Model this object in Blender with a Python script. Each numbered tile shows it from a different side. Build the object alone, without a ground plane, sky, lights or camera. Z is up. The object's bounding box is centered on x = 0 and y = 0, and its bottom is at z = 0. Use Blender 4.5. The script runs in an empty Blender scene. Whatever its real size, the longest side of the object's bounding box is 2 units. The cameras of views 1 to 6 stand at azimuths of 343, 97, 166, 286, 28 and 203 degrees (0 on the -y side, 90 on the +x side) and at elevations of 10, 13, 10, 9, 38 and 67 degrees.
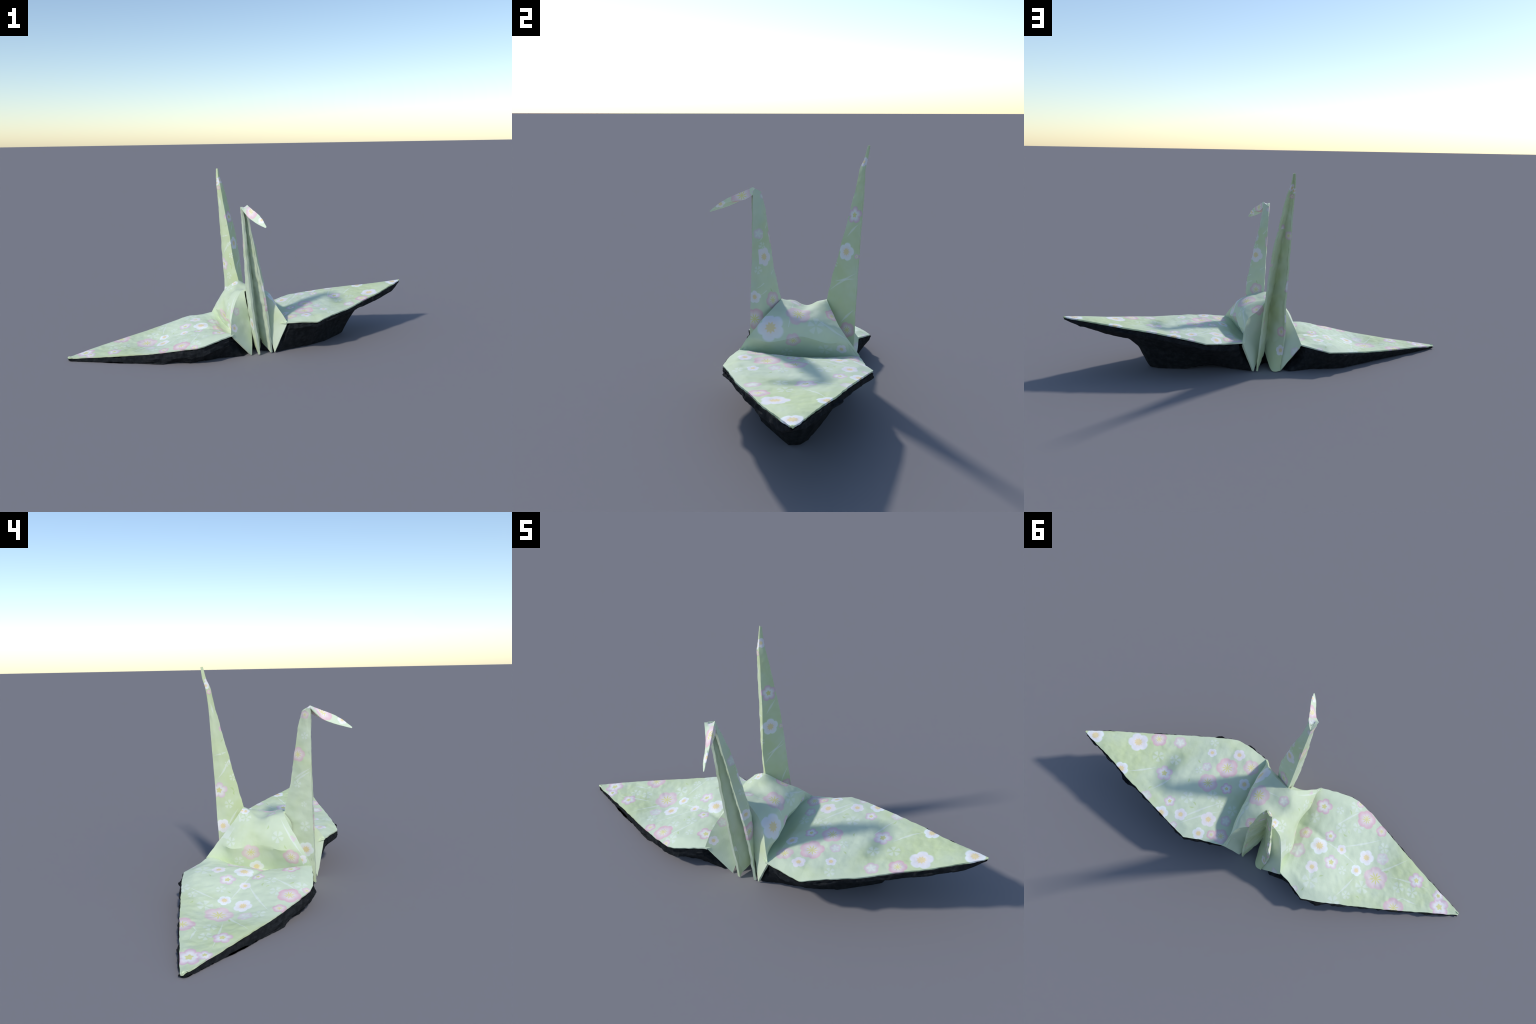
# A folded paper crane in pale green blossom paper, resting on the dark filled
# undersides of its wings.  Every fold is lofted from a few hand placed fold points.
import bpy, math
import numpy as np
from mathutils import Vector, Matrix, noise
from mathutils.bvhtree import BVHTree

# ------------------------------------------------------------------ helpers
def catmull(P, n):
    """n samples per span through control points P (k,d)."""
    P = np.asarray(P, float)
    Q = np.vstack([2 * P[0] - P[1], P, 2 * P[-1] - P[-2]])
    out = []
    for i in range(len(P) - 1):
        a, b, c, d = Q[i:i + 4]
        for t in np.arange(n) / n:
            out.append(.5 * (2 * b + (c - a) * t + (2 * a - 5 * b + 4 * c - d) * t * t
                             + (3 * b - a - 3 * c + d) * t ** 3))
    out.append(P[-1])
    return np.array(out)

def linear(P, n):
    P = np.asarray(P, float)
    out = [P[i] * (1 - t) + P[i + 1] * t for i in range(len(P) - 1) for t in np.arange(n) / n]
    out.append(P[-1])
    return np.array(out)

def spans(P, sizes, sharp):
    """Smooth rows, broken into pieces at the indices in `sharp` (fold lines)."""
    cuts = [0] + list(sharp) + [len(P) - 1]
    parts = []
    for a, b in zip(cuts[:-1], cuts[1:]):
        seg = P[a:b + 1]
        s = catmull(seg, sizes) if b - a > 1 else linear(seg, sizes)
        parts.append(s if not parts else s[1:])
    return np.vstack(parts)

def loft(G, nr, nc, sharp_r=(), sharp_c=()):
    """Grid of control points (rows, cols, 3) to a fine grid."""
    G = np.asarray(G, float)
    cols = np.stack([spans(G[:, j], nr, sharp_r) for j in range(G.shape[1])], 1)
    return np.stack([spans(cols[i], nc, sharp_c) for i in range(cols.shape[0])], 0)

def n3(p, s, seed=0.0):
    return noise.noise(Vector((p[0] * s + seed, p[1] * s - seed * 1.7, p[2] * s + seed * .6)))

def fractal(p, s, seed=0.0, o=3):
    return sum(n3(p, s * 2 ** k, seed + 7 * k) / 1.8 ** k for k in range(o))

def grid_normals(G):
    du = np.gradient(G, axis=0)
    dv = np.gradient(G, axis=1)
    n = np.cross(du, dv)
    # degenerate ends borrow the direction of their neighbours
    l = np.linalg.norm(n, axis=2, keepdims=True)
    for _ in range(6):
        bad = (l[..., 0] < 1e-9)
        if not bad.any():
            break
        sh = np.roll(n, 1, 0) + np.roll(n, -1, 0)
        n[bad] = sh[bad]
        l = np.linalg.norm(n, axis=2, keepdims=True)
    return n / np.maximum(l, 1e-12)

def crumple(G, amp, scale, seed):
    N = grid_normals(G)
    H = np.array([[fractal(p, scale, seed) for p in row] for row in G])
    return G + N * (H * amp)[..., None]

def sheet(G, thick, up=True):
    """Paper: the grid is the outer face, a second face lies `thick` behind it."""
    N = grid_normals(G)
    if not up:
        N = -N
    r, c = G.shape[:2]
    if np.isscalar(thick):
        thick = np.full((r, c), thick)
    B = G - N * thick[..., None]
    V = [tuple(p) for p in G.reshape(-1, 3)] + [tuple(p) for p in B.reshape(-1, 3)]
    o = r * c
    F = []
    for i in range(r - 1):
        for j in range(c - 1):
            a, b, d, e = i * c + j, i * c + j + 1, (i + 1) * c + j + 1, (i + 1) * c + j
            F.append((a, e, d, b) if up else (a, b, d, e))
            F.append((o + a, o + b, o + d, o + e) if up else (o + a, o + e, o + d, o + b))
    ring = [j for j in range(c)] + [i * c + c - 1 for i in range(1, r)] + \
           [(r - 1) * c + j for j in range(c - 2, -1, -1)] + [i * c for i in range(r - 2, 0, -1)]
    for a, b in zip(ring, ring[1:] + ring[:1]):
        F.append((a, b, o + b, o + a) if up else (a, o + a, o + b, b))
    return V, F

def merge(*parts):
    V, F = [], []
    for v, f in parts:
        o = len(V)
        V += list(v)
        F += [tuple(i + o for i in q) for q in f]
    return V, F

def make(name, VF, mat, parent, angle=38):
    me = bpy.data.meshes.new(name)
    # everything rests on the ground
    me.from_pydata([(x, y, max(z, 0.0)) for x, y, z in VF[0]], [], VF[1])
    me.validate()
    import bmesh
    bm = bmesh.new()
    bm.from_mesh(me)
    bmesh.ops.remove_doubles(bm, verts=bm.verts, dist=1e-5)
    bmesh.ops.dissolve_degenerate(bm, edges=bm.edges, dist=1e-6)
    bmesh.ops.recalc_face_normals(bm, faces=bm.faces)
    for e in bm.edges:
        e.smooth = not (len(e.link_faces) == 2 and e.calc_face_angle(0) > math.radians(angle))
    for f in bm.faces:
        f.smooth = True
    bm.to_mesh(me)
    bm.free()
    ob = bpy.data.objects.new(name, me)
    bpy.context.scene.collection.objects.link(ob)
    ob.parent = parent
    ob.data.materials.append(mat)
    return ob

# ---------------------------------------------------------------- fold points
# outlines of the two wings: (x, y, z) from the body out to the tip
RIGHT_FRONT = [(.160, -.202, .174), (.244, -.226, .176), (.322, -.239, .170), (.364, -.226, .181),
               (.443, -.192, .193), (.560, -.141, .205), (.672, -.084, .226), (.800, -.023, .246),
               (.900, .029, .268), (1.0, .084, .286)]
RIGHT_BACK = [(.152, .288, .167), (.257, .310, .172), (.338, .336, .185), (.419, .309, .204),
              (.576, .251, .231), (.713, .202, .248), (.825, .153, .262), (.940, .115, .278),
              (1.0, .092, .287)]
LEFT_FRONT = [(-.158, -.198, .131), (-.230, -.216, .117), (-.310, -.231, .098), (-.349, -.228, .091),
              (-.437, -.197, .083), (-.578, -.130, .059), (-.747, -.049, .038), (-.889, .016, .026),
              (-1.0, .066, .016)]
LEFT_BACK = [(-.150, .283, .137), (-.207, .306, .122), (-.284, .347, .106), (-.359, .327, .096),
             (-.551, .257, .070), (-.706, .198, .051), (-.860, .135, .034), (-1.0, .078, .013)]

def along(line, x):
    """Point of an outline at a given x (outline is monotone in x)."""
    L = np.array(line)
    xs = np.abs(L[:, 0])
    return np.array([np.interp(abs(x), xs, L[:, 1]), np.interp(abs(x), xs, L[:, 2])])

def bump(x, c, w):
    return math.exp(-((x - c) / w) ** 2)

def wing_grid(front, back, side, nx=170, nv=64):
    G = np.zeros((nx, nv, 3))
    for i in range(nx):
        u = i / (nx - 1)
        for j in range(nv):
            v = j / (nv - 1)
            mid = 4 * v * (1 - v)
            root = .150 - .082 * mid ** .8          # the crease runs in under the body
            x = root + (1.0 - root) * u
            f, b = along(front, x), along(back, x)
            y, z = f * (1 - v) + b * v
            soft = min(1, 3.0 * mid)
            z -= max(0, .175 - x) * (.55 if side > 0 else .42) * mid
            if side > 0:
                z += (.020 * bump(x, .32, .12) * soft - .018 * bump(x, .15, .06) * mid ** 1.6) + .008 * bump(x, .86, .08) * mid
            else:
                # the left wing carries a soft valley that starts at the middle of the body
                z -= .034 * bump(x, .13, .07) * mid ** 1.8
                z += .019 * bump(x, .31, .12) * soft * (1 - .75 * bump(v, .44, .13) * bump(x, .16, .2))
                z -= .025 * bump(x, .53, .14) * bump(v, .50, .32)
                z -= .008 * bump(v - .25 * (x - .2), .44, .03) * bump(x, .22, .16)
            edge = min(1, 10 * v * (1 - v))
            p = (side * x, y, z)
            z += edge * (.0030 * fractal(p, 7, 3 * side) + .0022 * fractal(p, 26, 9))
            # the cut edges waver a little
            k = (1 if v > .5 else -1) * max(0, abs(v - .5) * 2 - .9) * 10
            G[i, j] = (side * x, y + k * .0025 * n3(p, 40, 5), z)
    return G

# body: columns run over the back from the right wing crease to the left wing crease,
# rows run from the inside of the front opening to the inside of the rear opening
BODY = [
    # inside of the front opening, running down beside the neck
    [(.092, -.178, .001), (.073, -.155, .090), (.044, -.125, .215), (-.001, -.085, .300), (-.036, -.052, .332),
     (-.041, -.085, .285), (-.026, -.088, .200), (-.018, -.112, .100), (-.038, -.178, .001)],
    # rim of the front opening
    [(.160, -.202, .174), (.134, -.166, .223), (.104, -.126, .274), (.055, -.085, .315), (-.036, -.047, .340),
     (-.087, -.078, .301), (-.120, -.117, .253), (-.144, -.155, .201), (-.158, -.196, .133)],
    [(.088, -.078, .100), (.150, -.075, .208), (.119, -.035, .294), (.058, -.010, .325), (-.034, -.005, .328),
     (-.078, -.008, .322), (-.120, -.040, .275), (-.148, -.062, .190), (-.080, -.080, .045)],
    [(.064, .050, .082), (.143, .050, .235), (.117, .050, .291), (.055, .055, .315), (-.030, .058, .308),
     (-.076, .058, .305), (-.124, .058, .270), (-.130, .045, .200), (-.060, .035, .030)],
    [(.086, .170, .105), (.146, .165, .212), (.122, .140, .281), (.060, .120, .318), (-.024, .105, .334),
     (-.072, .115, .320), (-.122, .140, .270), (-.154, .165, .186), (-.092, .170, .055)],
    # rim of the rear opening
    [(.152, .289, .167), (.129, .241, .228), (.106, .209, .266), (.050, .183, .297), (-.018, .148, .349),
     (-.075, .162, .317), (-.101, .183, .284), (-.128, .234, .212), (-.152, .292, .136)],
    # inside of the rear opening, running down beside the tail
    [(.088, .257, .002), (.046, .215, .090), (.030, .198, .205), (.004, .170, .285), (-.018, .150, .340),
     (-.034, .170, .300), (-.054, .200, .235), (-.058, .245, .110), (-.046, .275, .001)],
]

# neck and tail: (left edge, fold, right edge) from the top down
NECK = [
    [(-.087, -.182, .811), (-.073, -.144, .798), (-.050, -.173, .816)],
    [(-.074, -.181, .720), (-.067, -.122, .722), (-.036, -.173, .720)],
    [(-.067, -.180, .610), (-.056, -.104, .610), (-.015, -.172, .610)],
    [(-.056, -.180, .463), (-.043, -.078, .463), (.014, -.172, .463)],
    [(-.043, -.181, .340), (-.031, -.049, .338), (.041, -.172, .340)],
    [(-.029, -.184, .200), (-.014, -.020, .210), (.062, -.171, .200)],
    [(-.003, -.187, .003), (.003, .000, .100), (.082, -.173, .003)],
]
# the right flap of the neck holds two paper layers and swells outward: its widest line
NECK_SWELL = [(-.059, -.159, .809), (-.035, -.136, .720), (-.003, -.132, .610), (.028, -.126, .463),
              (.048, -.118, .340), (.048, -.105, .200), (.050, -.088, .050)]
TAIL = [
    [(-.097, .310, .994), (-.091, .301, .995), (-.085, .306, .993)],
    [(-.101, .302, .945), (-.090, .288, .945), (-.077, .300, .942)],
    [(-.102, .288, .900), (-.085, .272, .903), (-.064, .290, .900)],
    [(-.099, .279, .830), (-.077, .260, .835), (-.045, .286, .830)],
    [(-.096, .275, .760), (-.069, .242, .760), (-.030, .284, .760)],
    [(-.089, .269, .610), (-.051, .208, .610), (.003, .277, .610)],
    [(-.083, .262, .455), (-.038, .171, .455), (.026, .271, .455)],
    [(-.076, .259, .310), (-.017, .145, .340), (.042, .267, .310)],
    [(-.077, .253, .190), (-.006, .128, .220), (.056, .266, .190)],
    [(-.046, .274, .002), (.004, .124, .100), (.076, .257, .003)],
]
# head: (lower right edge, ridge, roof, lower left edge) from the nape to the tip of the beak
HEAD = [
    [(-.066, -.150, .788), (-.064, -.152, .803), (-.073, -.146, .797), (-.080, -.160, .801)],
    [(-.047, -.172, .788), (-.049, -.173, .820), (-.068, -.181, .810), (-.089, -.185, .813)],
    [(-.037, -.207, .768), (-.038, -.210, .804), (-.052, -.219, .790), (-.064, -.226, .766)],
    [(-.026, -.252, .762), (-.023, -.256, .785), (-.034, -.264, .768), (-.044, -.270, .744)],
    [(-.014, -.300, .748), (-.010, -.301, .761), (-.019, -.305, .749), (-.029, -.309, .731)],
    [(-.001, -.348, .719), (-.001, -.350, .723), (-.003, -.351, .721), (-.006, -.349, .718)],
]

def vee(rows, nr, nc, bow, kick=None, swell=None):
    """A folded strip: two flaps meeting in one fold, each flap bowed a little."""
    G = []
    for l, s, r in rows:
        l, s, r = map(np.array, (l, s, r))
        w = np.linalg.norm(r - l)
        G.append([l, .5 * (l + s) - (bow[0] * min(1, w / .08), 0, 0), s,
                  .5 * (r + s) + (bow[1] * min(1, w / .08), 0, 0), r])
        if kick and s is G[-1][2] and rows[-1][1] == tuple(s):
            G[-1][1] = np.array(kick)
        if swell:
            G[-1][3] = np.array(swell[len(G) - 1])
    return loft(G, nr, nc, sharp_c=(2,))

def lining(rows, depth, seed):
    """The inner paper layer of a folded strip: a shallow, crumpled gutter."""
    G = []
    for l, s, r in rows:
        l, s, r = map(np.array, (l, s, r))
        m = .5 * (l + r)
        d = m + (s - m) * depth + (r - l) * (.16 if rows is NECK else 0)
        a, b = .93 * l + .07 * s, .93 * r + .07 * s
        a, b = .985 * a + .015 * b, .985 * b + .015 * a
        G.append([a, .5 * a + .5 * d, d, .4 * b + .6 * d, b])
    g = loft(G, 14, 6)
    w = np.clip(np.linalg.norm(g[:, 0] - g[:, -1], axis=1) / .06, .1, 1)
    w = np.repeat(w[:, None], g.shape[1], 1)
    g = g + (crumple(g, .005, 24, seed) - g) * w[..., None]
    return sheet(g, .006 * w, up=rows is TAIL)

# ------------------------------------------------------------ printed motifs
# where each printed motif sits on the folded paper: (x, y, z, radius)
PRINT_WING_R = {
    'white': [
        (.756, .013, .243, .050), (.756, .176, .254, .036), (.411, -.108, .201, .024),
        (.285, -.158, .193, .031), (.197, -.034, .172, .030), (.483, .282, .215, .036),
        (.396, .248, .209, .031), (.269, .209, .191, .038), (.280, .290, .186, .030),
        (.949, .084, .281, .042)],
    'pink': [
        (.677, -.050, .229, .040), (.308, -.069, .190, .056), (.204, -.126, .180, .041),
        (.356, .045, .201, .049), (.224, .268, .178, .023), (.181, .254, .171, .038)],
    'lilac': [
        (.579, -.085, .213, .033), (.399, -.029, .202, .025), (.585, .241, .232, .028),
        (.194, .175, .169, .028), (.403, .307, .202, .018)],
    'rosette': [
        (.567, .097, .219, .041), (.474, .212, .214, .028), (.262, .030, .189, .030)],
    'ghost': [
        (.408, .157, .209, .033), (.635, .033, .225, .031), (.303, .096, .194, .030),
        (.189, .113, .166, .028), (.427, -.163, .198, .024), (.554, .010, .214, .029),
        (.424, .005, .206, .022), (.256, .115, .187, .022)],
    'leaf': [
        (.362, .167, .204, .013), (.366, .193, .205, .013), (.589, .195, .232, .013),
        (.443, .075, .208, .012), (.447, -.037, .204, .012)],
}
PRINT_WING_L = {
    'rosette': [
        (-.204, -.115, .124, .042), (-.292, .008, .112, .029), (-.346, .126, .109, .037),
        (-.757, .013, .041, .039), (-.903, .083, .027, .050), (-.881, .035, .030, .029)],
    'pink': [
        (-.420, -.156, .090, .050), (-.173, .041, .107, .034), (-.572, .090, .043, .060),
        (-.702, .189, .051, .052), (-.511, -.137, .068, .029), (-.362, -.216, .092, .021)],
    'lilac': [
        (-.174, .141, .116, .040), (-.568, -.015, .047, .031), (-.240, .320, .116, .016)],
    'white': [
        (-.263, .078, .119, .045), (-.272, .190, .124, .032), (-.367, .042, .094, .025),
        (-.472, .099, .067, .029), (-.493, .016, .057, .039)],
    'ghost': [
        (-.349, -.192, .102, .033), (-.284, -.132, .120, .022), (-.398, -.097, .095, .031),
        (-.290, .255, .123, .041), (-.410, .135, .089, .023), (-.527, .163, .060, .037),
        (-.472, .235, .080, .023), (-.553, -.066, .055, .029), (-.323, -.054, .111, .029),
        (-.689, .083, .044, .029), (-.184, -.045, .114, .029), (-.428, .293, .086, .033),
        (-.758, .077, .038, .029)],
    'leaf': [
        (-.337, -.150, .112, .014), (-.355, -.028, .103, .014), (-.328, .209, .116, .013),
        (-.276, .306, .120, .011), (-.365, -.053, .102, .010), (-.526, .217, .070, .012),
        (-.609, .036, .041, .014), (-.420, .095, .082, .010)],
}
PRINT_BODY = {
    'pink': [
        (.082, .035, .312, .054), (.139, .019, .213, .033), (.048, .169, .303, .028),
        (.058, .172, .299, .028), (-.115, .089, .169, .043), (-.140, -.102, .157, .040)],
    'lilac': [
        (-.038, .014, .322, .027), (-.105, -.116, .236, .024), (-.119, .286, .099, .026)],
    'white': [
        (.132, -.077, .266, .059), (.132, .215, .183, .022), (-.081, .073, .092, .035),
        (-.047, .131, .336, .021), (-.130, -.165, .158, .024), (-.048, .147, .338, .014)],
    'ghost': [
        (.125, .110, .278, .037), (.129, .149, .176, .032), (.110, -.009, .151, .026),
        (-.136, -.040, .246, .030), (-.145, .175, .216, .024), (-.079, .119, .314, .026),
        (-.115, .145, .124, .025)],
    'leaf': [
        (-.147, -.077, .204, .012), (-.115, .006, .282, .012)],
}
PRINT_NECK = {
    'white': [
        (.002, -.119, .533, .041), (.043, -.154, .367, .028), (-.024, -.147, .165, .037)],
    'lilac': [
        (-.008, -.145, .629, .024), (-.069, -.138, .781, .013)],
    'pink': [
        (.008, -.080, .347, .038), (.054, -.153, .274, .048), (-.061, -.120, .606, .034),
        (-.081, -.156, .782, .019)],
    'ghost': [
        (.027, -.142, .480, .019), (.000, -.126, .580, .017), (-.054, -.115, .472, .020),
        (-.072, -.153, .689, .018), (-.048, -.143, .380, .014), (-.038, -.146, .276, .026)],
    'leaf': [
        (.002, -.088, .388, .011)],
}
PRINT_TAIL = {
    'rosette': [
        (-.040, .254, .712, .037), (-.078, .245, .436, .039)],
    'white': [
        (-.022, .224, .559, .039), (-.082, .286, .928, .021), (-.071, .233, .268, .033),
        (-.101, .286, .912, .016), (-.050, .258, .104, .028)],
    'pink': [
        (.040, .236, .237, .034), (.009, .267, .546, .011), (-.078, .268, .690, .023),
        (-.058, .239, .195, .028), (-.090, .280, .883, .012)],
    'ghost': [
        (-.061, .204, .370, .023), (-.049, .188, .493, .018), (-.059, .210, .556, .014)],
    'leaf': [
        (-.052, .189, .441, .014), (-.049, .185, .420, .012), (-.066, .229, .664, .010)],
}
PRINT_HEAD = {
    'pink': [
        (-.039, -.234, .788, .040), (-.035, -.218, .786, .042)],
    'white': [
        (-.012, -.308, .754, .022)],
    'lilac': [
        (-.067, -.172, .807, .018)],
}
# pale strokes and streaks: from point to point
STROKES = {
    'wing_r': [
        (.402, .287, .206, .246, .099, .184),
        (.382, .291, .204, .236, .146, .181),
        (.722, .172, .248, .614, .087, .226),
        (.578, .198, .230, .523, .101, .214),
    ],
    'wing_l': [
        (-.297, -.050, .115, -.388, -.188, .093),
        (-.360, .030, .097, -.529, -.100, .063),
        (-.507, .112, .055, -.682, -.063, .046),
        (-.428, .263, .091, -.475, .133, .069),
        (-.655, .185, .056, -.729, .120, .043),
        (-.722, .124, .044, -.796, .122, .038),
        (-.255, .041, .110, -.470, .080, .064),  # light streak following the wing crease
        (-.633, .053, .042, -.829, .027, .031),
    ],
    'body': [
        (-.013, .007, .327, .149, -.006, .243),
        (.103, .109, .300, .129, .238, .228),
        (-.071, .154, .321, -.132, .211, .219),
        (-.078, -.042, .316, -.149, -.162, .164),
    ],
    'neck': [
        (.037, -.158, .400, -.041, -.084, .470),
        (.048, -.137, .374, -.032, -.075, .428),
        (-.001, -.150, .599, -.060, -.115, .675),
        (-.048, -.099, .493, -.062, -.175, .545),
        (-.050, -.104, .481, -.060, -.175, .530),
    ],
    'tail': [
        (-.025, .160, .391, .020, .266, .477),
        (.027, .209, .264, .038, .261, .324),
        (-.039, .226, .620, -.016, .271, .677),
        (-.023, .180, .430, .023, .264, .454),
        (-.081, .247, .492, -.052, .204, .574),
        (-.065, .211, .265, -.036, .169, .344),
        (-.087, .260, .598, -.056, .212, .612),
        (-.095, .269, .832, -.089, .257, .782),
    ],
}

# ------------------------------------------------------------------ materials
class Net:
    """Small helper to wire shader nodes."""
    def __init__(self, tree):
        self.t = tree
    def node(self, kind, **props):
        n = self.t.nodes.new(kind)
        for k, v in props.items():
            setattr(n, k, v)
        return n
    def link(self, src, dst):
        if isinstance(src, (int, float)):
            dst.default_value = src
        elif isinstance(src, tuple):
            dst.default_value = src if len(src) == 4 or dst.type == 'VECTOR' else (*src, 1)
        else:
            self.t.links.new(src, dst)
    def math(self, op, a, b=None, c=None, clamp=False):
        n = self.node('ShaderNodeMath', operation=op, use_clamp=clamp)
        for i, v in enumerate((a, b, c)):
            if v is not None:
                self.link(v, n.inputs[i])
        return n.outputs[0]
    def ramp(self, v, lo, hi, a=0.0, b=1.0):
        n = self.node('ShaderNodeMapRange', interpolation_type='SMOOTHSTEP')
        for i, x in enumerate((v, lo, hi, a, b)):
            self.link(x, n.inputs[i])
        return n.outputs[0]
    def mix(self, f, a, b):
        n = self.node('ShaderNodeMix', data_type='RGBA')
        self.link(f, n.inputs[0])
        self.link(a, n.inputs[6])
        self.link(b, n.inputs[7])
        return n.outputs[2]
    def noise(self, vec, scale, detail=3.0, rough=.5, w=0.0):
        n = self.node('ShaderNodeTexNoise', noise_dimensions='4D')
        self.link(vec, n.inputs['Vector'])
        n.inputs['W'].default_value = w
        n.inputs['Scale'].default_value = scale
        n.inputs['Detail'].default_value = detail
        n.inputs['Roughness'].default_value = rough
        return n.outputs[0]

def new_group(name, sockets):
    g = bpy.data.node_groups.new(name, 'ShaderNodeTree')
    for n, kind in sockets:
        g.interface.new_socket(n, in_out='INPUT', socket_type=kind)
    g.interface.new_socket('Color', in_out='OUTPUT', socket_type='NodeSocketColor')
    net = Net(g)
    i, o = net.node('NodeGroupInput'), net.node('NodeGroupOutput')
    return g, net, i.outputs, o.inputs

def blossom_group():
    """Five-petalled blossom in the unit disc of its own xy plane."""
    g, n, I, O = new_group('blossom', [
        ('Color', 'NodeSocketColor'), ('Vector', 'NodeSocketVector'), ('Outer', 'NodeSocketColor'),
        ('Inner', 'NodeSocketColor'), ('Heart', 'NodeSocketColor'), ('Lobe', 'NodeSocketFloat'),
        ('Heart Size', 'NodeSocketFloat'), ('Rays', 'NodeSocketFloat'), ('Ray Depth', 'NodeSocketFloat'),
        ('Fade', 'NodeSocketFloat'), ('Strength', 'NodeSocketFloat')])
    s = n.node('ShaderNodeSeparateXYZ')
    n.link(I['Vector'], s.inputs[0])
    x, y, z = s.outputs
    r = n.math('SQRT', n.math('ADD', n.math('MULTIPLY', x, x), n.math('MULTIPLY', y, y)))
    a = n.math('ARCTAN2', y, x)
    c = n.math('ABSOLUTE', n.math('COSINE', n.math('MULTIPLY', a, 2.5)))
    gap = n.math('POWER', n.math('SUBTRACT', 1.0, c), 1.5)
    d = n.math('DIVIDE', r, n.math('SUBTRACT', 1.0, n.math('MULTIPLY', gap, I['Lobe'])))
    near = n.math('LESS_THAN', n.math('ABSOLUTE', z), 1.0)
    mask = n.math('MULTIPLY', n.math('MULTIPLY', n.ramp(d, 1.06, .88), near), I['Strength'])
    petal = n.mix(n.ramp(d, I['Fade'], 1.0), I['Inner'], I['Outer'])
    # hearts: stamens drawn as short rays
    k = n.math('COSINE', n.math('MULTIPLY', a, I['Rays']))
    reach = n.math('MULTIPLY', I['Heart Size'],
                   n.math('SUBTRACT', 1.0, n.math('MULTIPLY', I['Ray Depth'], n.math('SUBTRACT', .5, n.math('MULTIPLY', k, .5)))))
    q = n.math('DIVIDE', r, reach)
    petal = n.mix(n.math('MULTIPLY', n.ramp(q, 1.1, .75), .85), petal, I['Heart'])
    n.link(n.mix(mask, I['Color'], petal), O['Color'])
    return g

def spray_group():
    """Faint white five-petal sprig: separate narrow petals."""
    g, n, I, O = new_group('pale_sprig', [('Color', 'NodeSocketColor'), ('Vector', 'NodeSocketVector')])
    s = n.node('ShaderNodeSeparateXYZ')
    n.link(I['Vector'], s.inputs[0])
    x, y, z = s.outputs
    r = n.math('SQRT', n.math('ADD', n.math('MULTIPLY', x, x), n.math('MULTIPLY', y, y)))
    c = n.math('ABSOLUTE', n.math('COSINE', n.math('MULTIPLY', n.math('ARCTAN2', y, x), 2.5)))
    body = n.math('MULTIPLY', n.ramp(r, 1.0, .8), n.ramp(r, .12, .25))
    near = n.math('LESS_THAN', n.math('ABSOLUTE', z), 1.0)
    m = n.math('MULTIPLY', n.math('MULTIPLY', n.ramp(c, .45, .7), body), n.math('MULTIPLY', near, .42))
    n.link(n.mix(m, I['Color'], (.86, .92, .88, 1)), O['Color'])
    return g

def leaf_group():
    g, n, I, O = new_group('small_leaf', [('Color', 'NodeSocketColor'), ('Vector', 'NodeSocketVector')])
    s = n.node('ShaderNodeSeparateXYZ')
    n.link(I['Vector'], s.inputs[0])
    x, y, z = s.outputs
    bow = n.math('SUBTRACT', y, n.math('MULTIPLY', n.math('MULTIPLY', x, x), .35))
    w = n.math('MULTIPLY', n.math('SUBTRACT', 1.0, n.math('MULTIPLY', x, x)), .34)
    near = n.math('LESS_THAN', n.math('ABSOLUTE', z), 1.0)
    m = n.math('MULTIPLY', n.ramp(n.math('SUBTRACT', w, n.math('ABSOLUTE', bow)), .0, .12), n.math('MULTIPLY', near, .55))
    n.link(n.mix(m, I['Color'], (.50, .64, .24, 1)), O['Color'])
    return g

def stroke_group():
    """Thin pale brush stroke along local x, gently bowed."""
    g, n, I, O = new_group('brush_stroke', [('Color', 'NodeSocketColor'), ('Vector', 'NodeSocketVector'),
                                            ('Width', 'NodeSocketFloat')])
    s = n.node('ShaderNodeSeparateXYZ')
    n.link(I['Vector'], s.inputs[0])
    x, y, z = s.outputs
    x2 = n.math('MULTIPLY', x, x)
    bow = n.math('SUBTRACT', y, n.math('MULTIPLY', n.math('SUBTRACT', 1.0, x2), .05))
    w = n.math('MULTIPLY', n.math('SUBTRACT', 1.05, n.math('ABSOLUTE', x)), I['Width'])
    near = n.math('LESS_THAN', n.math('ABSOLUTE', z), 1.0)
    m = n.math('MULTIPLY', n.ramp(n.math('DIVIDE', n.math('ABSOLUTE', bow), n.math('MAXIMUM', w, .001)), 1.0, .5),
               n.math('MULTIPLY', near, .48))
    n.link(n.mix(m, I['Color'], (.87, .92, .89, 1)), O['Color'])
    return g

# kind: outer petal, inner petal, heart, lobe, heart size, rays, ray depth, fade start, strength
BLOSSOMS = {
    'pink':    ((.82, .54, .61), (.92, .82, .83), (.84, .77, .24), .17, .52, 9, .80, .25, .86),
    'white':   ((.90, .91, .93), (.91, .84, .84), (.90, .72, .36), .20, .44, 9, .30, .30, .95),
    'rosette': ((.80, .54, .66), (.92, .89, .89), (.78, .74, .24), .30, .36, 5, .35, .42, .88),
    'lilac':   ((.80, .60, .70), (.85, .80, .82), (.88, .90, .86), .18, .75, 5, .85, .35, .72),
}

def frame(normal, along_dir=None):
    z = Vector(normal).normalized()
    x = Vector(along_dir) if along_dir is not None else Vector((1, .2, .1))
    x = (x - z * x.dot(z))
    if x.length < 1e-4:
        x = z.orthogonal()
    x.normalize()
    y = z.cross(x)
    return Matrix((x, y, z)).transposed()

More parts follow.
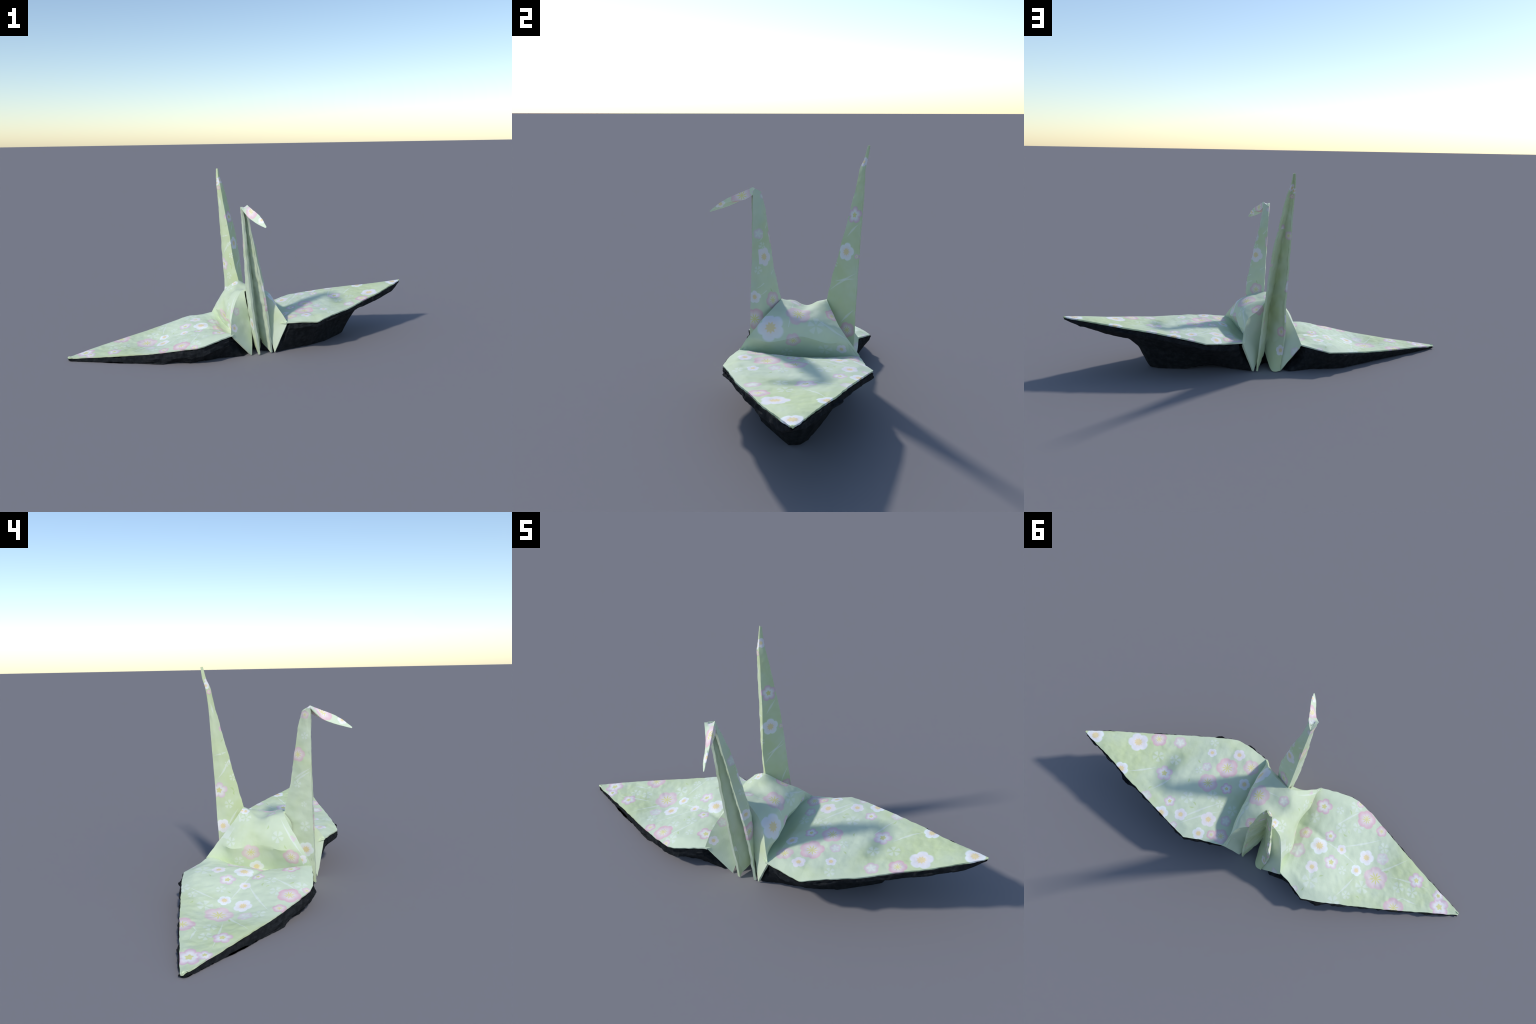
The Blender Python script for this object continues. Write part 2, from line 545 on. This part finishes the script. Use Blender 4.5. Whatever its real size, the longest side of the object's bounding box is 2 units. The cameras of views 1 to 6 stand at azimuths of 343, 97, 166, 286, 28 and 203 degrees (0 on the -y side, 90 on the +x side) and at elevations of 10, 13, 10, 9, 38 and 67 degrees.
def blank(name):
    m = bpy.data.materials.new(name)
    m.use_nodes = True
    return m

GROUPS = {}

def print_paper(ob, prints, strokes, depth, green, tone, seed):
    """Pale green chiyogami: mottled ground, then each printed motif in its place."""
    if not GROUPS:
        GROUPS.update(blossom=blossom_group(), ghost=spray_group(), leaf=leaf_group(), stroke=stroke_group())
    me = ob.data
    tree = BVHTree.FromPolygons([v.co.copy() for v in me.vertices], [p.vertices[:] for p in me.polygons])
    mat = ob.data.materials[0]
    n = Net(mat.node_tree)
    bsdf = mat.node_tree.nodes['Principled BSDF']
    obj = n.node('ShaderNodeTexCoord').outputs['Object']

    # ground: two close greens drifting into one another
    drift = n.noise(obj, 4.2, 3, .55, seed)
    if 'wing' in ob.name:
        sx = n.node('ShaderNodeSeparateXYZ')
        n.link(obj, sx.inputs[0])
        drift = n.math('ADD', drift, n.ramp(n.math('ABSOLUTE', sx.outputs[0]), .30, .75, -.10, .14))
    f = n.ramp(drift, .62 - .34 * green, .90 - .34 * green)
    col = n.mix(f, (.690, .785, .590, 1), (.635, .735, .425, 1))
    f2 = n.ramp(n.noise(obj, 17, 4, .6, seed + 5), .38, .70)
    col = n.mix(n.math('MULTIPLY', f2, .30), col, (.74, .83, .64, 1))
    f3 = n.ramp(n.noise(obj, 46, 3, .6, seed + 9), .60, .78)
    col = n.mix(n.math('MULTIPLY', f3, .16), col, (.52, .66, .46, 1))


    def mapped(loc, rot, scale):
        m = n.node('ShaderNodeMapping', vector_type='TEXTURE')
        n.link(obj, m.inputs['Vector'])
        m.inputs['Location'].default_value = loc
        m.inputs['Rotation'].default_value = rot.to_euler()
        m.inputs['Scale'].default_value = scale
        return m.outputs[0]

    def stamp(kind, vec, col, **vals):
        gnode = n.node('ShaderNodeGroup', node_tree=GROUPS[kind])
        n.link(col, gnode.inputs['Color'])
        n.link(vec, gnode.inputs['Vector'])
        for k, v in vals.items():
            n.link(v, gnode.inputs[k.replace('_', ' ')])
        return gnode.outputs[0]

    for q in strokes:
        a, b = Vector(q[:3]), Vector(q[3:])
        mid = .5 * (a + b)
        loc, nor, _, _ = tree.find_nearest(mid)
        half = .5 * (b - a).length
        col = stamp('stroke', mapped(loc, frame(nor, b - a), (half, half, depth)), col, Width=.0062 / half)
    turn = 0
    for kind in ('ghost', 'leaf', 'lilac', 'rosette', 'white', 'pink'):
        for x, y, z, r in prints.get(kind, ()):
            turn += 1
            loc, nor, _, _ = tree.find_nearest(Vector((x, y, z)))
            t = turn * 2.4 + seed
            rot = frame(nor) @ Matrix.Rotation(t, 3, 'Z')
            vec = mapped(loc, rot, (r, r, depth))
            if kind in ('ghost', 'leaf'):
                col = stamp(kind, vec, col)
            else:
                o, i, h, lobe, hs, rays, rd, fade, st = BLOSSOMS[kind]
                w = .06 * math.sin(turn * 1.7)
                col = stamp('blossom', vec, col, Outer=(o[0], o[1] + w, o[2] + w * .6), Inner=i, Heart=h, Lobe=lobe,
                            Heart_Size=hs * (1 + w), Rays=float(rays), Ray_Depth=rd, Fade=fade, Strength=st)
    if tone != 1.0:
        hue = n.node('ShaderNodeHueSaturation')
        hue.inputs['Value'].default_value = tone
        n.link(col, hue.inputs['Color'])
        col = hue.outputs[0]
    n.link(col, bsdf.inputs['Base Color'])
    bsdf.inputs['Roughness'].default_value = .62
    bsdf.inputs['Specular IOR Level'].default_value = .25
    bump = n.node('ShaderNodeBump')
    bump.inputs['Strength'].default_value = .22
    bump.inputs['Distance'].default_value = .004
    n.link(n.noise(obj, 60, 4, .6, seed), bump.inputs['Height'])
    n.link(bump.outputs[0], bsdf.inputs['Normal'])

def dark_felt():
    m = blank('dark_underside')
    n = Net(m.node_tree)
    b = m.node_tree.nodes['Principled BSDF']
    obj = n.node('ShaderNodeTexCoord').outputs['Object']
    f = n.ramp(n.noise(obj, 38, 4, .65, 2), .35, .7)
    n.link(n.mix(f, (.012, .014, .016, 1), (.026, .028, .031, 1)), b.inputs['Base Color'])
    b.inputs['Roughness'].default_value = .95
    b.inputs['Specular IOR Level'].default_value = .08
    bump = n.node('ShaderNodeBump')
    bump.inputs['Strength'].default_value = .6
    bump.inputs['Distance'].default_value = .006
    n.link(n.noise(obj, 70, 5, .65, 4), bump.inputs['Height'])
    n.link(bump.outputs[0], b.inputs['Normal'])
    return m

# ---------------------------------------------------------------- underside
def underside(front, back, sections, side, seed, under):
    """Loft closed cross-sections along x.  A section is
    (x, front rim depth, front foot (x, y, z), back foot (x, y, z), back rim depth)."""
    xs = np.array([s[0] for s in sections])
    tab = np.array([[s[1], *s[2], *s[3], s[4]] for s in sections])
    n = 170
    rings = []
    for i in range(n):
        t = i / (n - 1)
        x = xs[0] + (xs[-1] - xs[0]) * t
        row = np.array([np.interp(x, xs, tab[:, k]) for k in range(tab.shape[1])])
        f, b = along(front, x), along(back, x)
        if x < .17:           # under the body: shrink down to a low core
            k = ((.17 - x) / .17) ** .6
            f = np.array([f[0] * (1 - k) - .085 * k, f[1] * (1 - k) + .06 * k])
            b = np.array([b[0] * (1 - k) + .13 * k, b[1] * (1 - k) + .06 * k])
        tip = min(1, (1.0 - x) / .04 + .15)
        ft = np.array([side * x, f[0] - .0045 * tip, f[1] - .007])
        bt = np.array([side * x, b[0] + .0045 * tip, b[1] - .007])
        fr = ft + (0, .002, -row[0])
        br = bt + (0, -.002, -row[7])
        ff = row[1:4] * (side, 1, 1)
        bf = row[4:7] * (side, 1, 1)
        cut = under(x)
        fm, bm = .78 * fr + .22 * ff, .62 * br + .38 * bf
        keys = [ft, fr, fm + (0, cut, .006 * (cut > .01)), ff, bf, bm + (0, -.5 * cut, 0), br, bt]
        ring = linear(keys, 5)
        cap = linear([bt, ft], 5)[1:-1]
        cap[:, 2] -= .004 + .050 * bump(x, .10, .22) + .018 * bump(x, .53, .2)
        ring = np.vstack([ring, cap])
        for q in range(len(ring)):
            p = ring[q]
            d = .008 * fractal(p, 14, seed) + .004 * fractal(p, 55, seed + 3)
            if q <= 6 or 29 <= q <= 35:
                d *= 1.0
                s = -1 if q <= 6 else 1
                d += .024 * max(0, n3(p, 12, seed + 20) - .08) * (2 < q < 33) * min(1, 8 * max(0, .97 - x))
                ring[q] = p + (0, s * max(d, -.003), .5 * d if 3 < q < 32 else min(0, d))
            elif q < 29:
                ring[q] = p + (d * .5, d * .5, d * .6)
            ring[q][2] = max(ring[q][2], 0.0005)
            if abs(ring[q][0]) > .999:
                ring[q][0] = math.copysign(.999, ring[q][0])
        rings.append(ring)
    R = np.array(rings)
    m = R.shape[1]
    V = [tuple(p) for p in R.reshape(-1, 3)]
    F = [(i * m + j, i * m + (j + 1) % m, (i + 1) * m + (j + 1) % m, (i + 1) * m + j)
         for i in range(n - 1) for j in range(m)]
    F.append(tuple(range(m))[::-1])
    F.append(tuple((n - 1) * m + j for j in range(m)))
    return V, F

RIGHT_SECTIONS = [
    (.00, .01, (.0, -.08, .0), (.0, .13, .0), .01),
    (.15, .02, (.105, -.168, .0), (.095, .245, .0), .02),
    (.22, .03, (.200, -.142, .0), (.20, .190, .005), .03),
    (.32, .02, (.300, -.122, .0), (.29, .172, .020), .024),
    (.45, .02, (.430, -.075, .0), (.42, .158, .008), .024),
    (.57, .02, (.550, .010, .0), (.55, .108, .0), .024),
    (.63, .022, (.597, .046, .001), (.592, .082, .004), .024),
    (.665, .03, (.650, .045, .110), (.645, .075, .110), .024),
    (.70, .03, (.690, .048, .146), (.690, .070, .150), .024),
    (.80, .032, (.800, .042, .176), (.800, .100, .190), .026),
    (.925, .035, (.925, .052, .226), (.925, .085, .236), .025),
    (.965, .018, (.965, .075, .252), (.965, .092, .256), .015),
    (.998, .004, (.997, .084, .272), (.997, .089, .272), .004),
]
LEFT_SECTIONS = [
    (.00, .01, (.0, -.08, .0), (.0, .13, .0), .01),
    (.15, .03, (.085, -.170, .0), (.088, .288, .0), .05),
    (.22, .04, (.215, -.160, .0), (.20, .275, .0), .02),
    (.32, .045, (.315, -.185, .0), (.315, .290, .0), .015),
    (.38, .04, (.380, -.190, .0), (.38, .290, .0), .015),
    (.45, .04, (.450, -.150, .0), (.45, .265, .0), .015),
    (.52, .045, (.520, -.160, .0), (.52, .240, .0), .014),
    (.66, .04, (.660, -.096, .0), (.66, .188, .0), .012),
    (.83, .025, (.830, -.019, .0), (.83, .135, .0), .008),
    (.95, .016, (.945, .037, .0), (.945, .092, .0), .005),
    (.998, .004, (.996, .062, .0), (.996, .076, .0), .004),
]

# -------------------------------------------------------------------- build
crane = bpy.data.objects.new('paper_crane', None)
bpy.context.scene.collection.objects.link(crane)
crane['label'] = 'folded paper crane in pale green blossom paper'
crane['category'] = 'origami crane'

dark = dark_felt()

def build():
    parts = {}
    g = loft(BODY, 9, 10, sharp_r=(1, 5), sharp_c=(1, 7))
    g = crumple(g, .0034, 15, 2.0)
    parts['body'] = make('body', sheet(g, .010, up=True), blank('paper_body'), crane)

    g = vee(NECK, 16, 8, (.007, .015), swell=NECK_SWELL)
    g = crumple(g, .0030, 20, 4.0)
    parts['neck'] = make('neck', merge(sheet(g, .011, up=False), lining(NECK, .50, 11)), blank('paper_neck'), crane)
    g = vee(TAIL, 14, 8, (.011, .005), kick=(-.010, .254, .002))
    wide = np.linalg.norm(g[:, 0] - g[:, -1], axis=1)
    taper = np.repeat(np.clip(wide / .05, .3, 1)[:, None], g.shape[1], 1)
    g = g + (crumple(g, .0026, 20, 6.0) - g) * taper[..., None]
    parts['tail'] = make('tail', merge(sheet(g, .009 * taper, up=True), lining(TAIL, .78, 13)), blank('paper_tail'), crane)
    g = loft(HEAD, 10, 6, sharp_r=(1,), sharp_c=(1,))
    g = crumple(g, .0012, 40, 8.0)
    th = np.full(g.shape[:2], .0035)
    th *= np.minimum(1, np.linalg.norm(g - g[-1].mean(0), axis=2) / .06 + .1)
    parts['head'] = make('head', sheet(g, th, up=False), blank('paper_head'), crane)

    for side, fr, bk, sec, hollow in ((1, RIGHT_FRONT, RIGHT_BACK, RIGHT_SECTIONS, lambda x: .004 + .055 * bump(x, .47, .17)), (-1, LEFT_FRONT, LEFT_BACK, LEFT_SECTIONS, lambda x: .004)):
        g = wing_grid(fr, bk, side)
        w = make('wing', sheet(g, .007, up=side > 0), blank('paper_wing'), crane)
        parts['wing_r' if side > 0 else 'wing_l'] = w
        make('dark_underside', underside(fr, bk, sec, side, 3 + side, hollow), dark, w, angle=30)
    return parts

parts = build()
for key, prints, depth, tint, seed in (
        ('wing_r', PRINT_WING_R, .030, (.55, 1.0), 1), ('wing_l', PRINT_WING_L, .030, (.45, 1.0), 2),
        ('body', PRINT_BODY, .022, (.35, .92), 3), ('neck', PRINT_NECK, .010, (.60, .85), 4),
        ('tail', PRINT_TAIL, .009, (.85, .87), 5), ('head', PRINT_HEAD, .016, (.0, 1.04), 6)):
    print_paper(parts[key], prints, STROKES.get(key, ()), depth, tint[0], tint[1], seed)
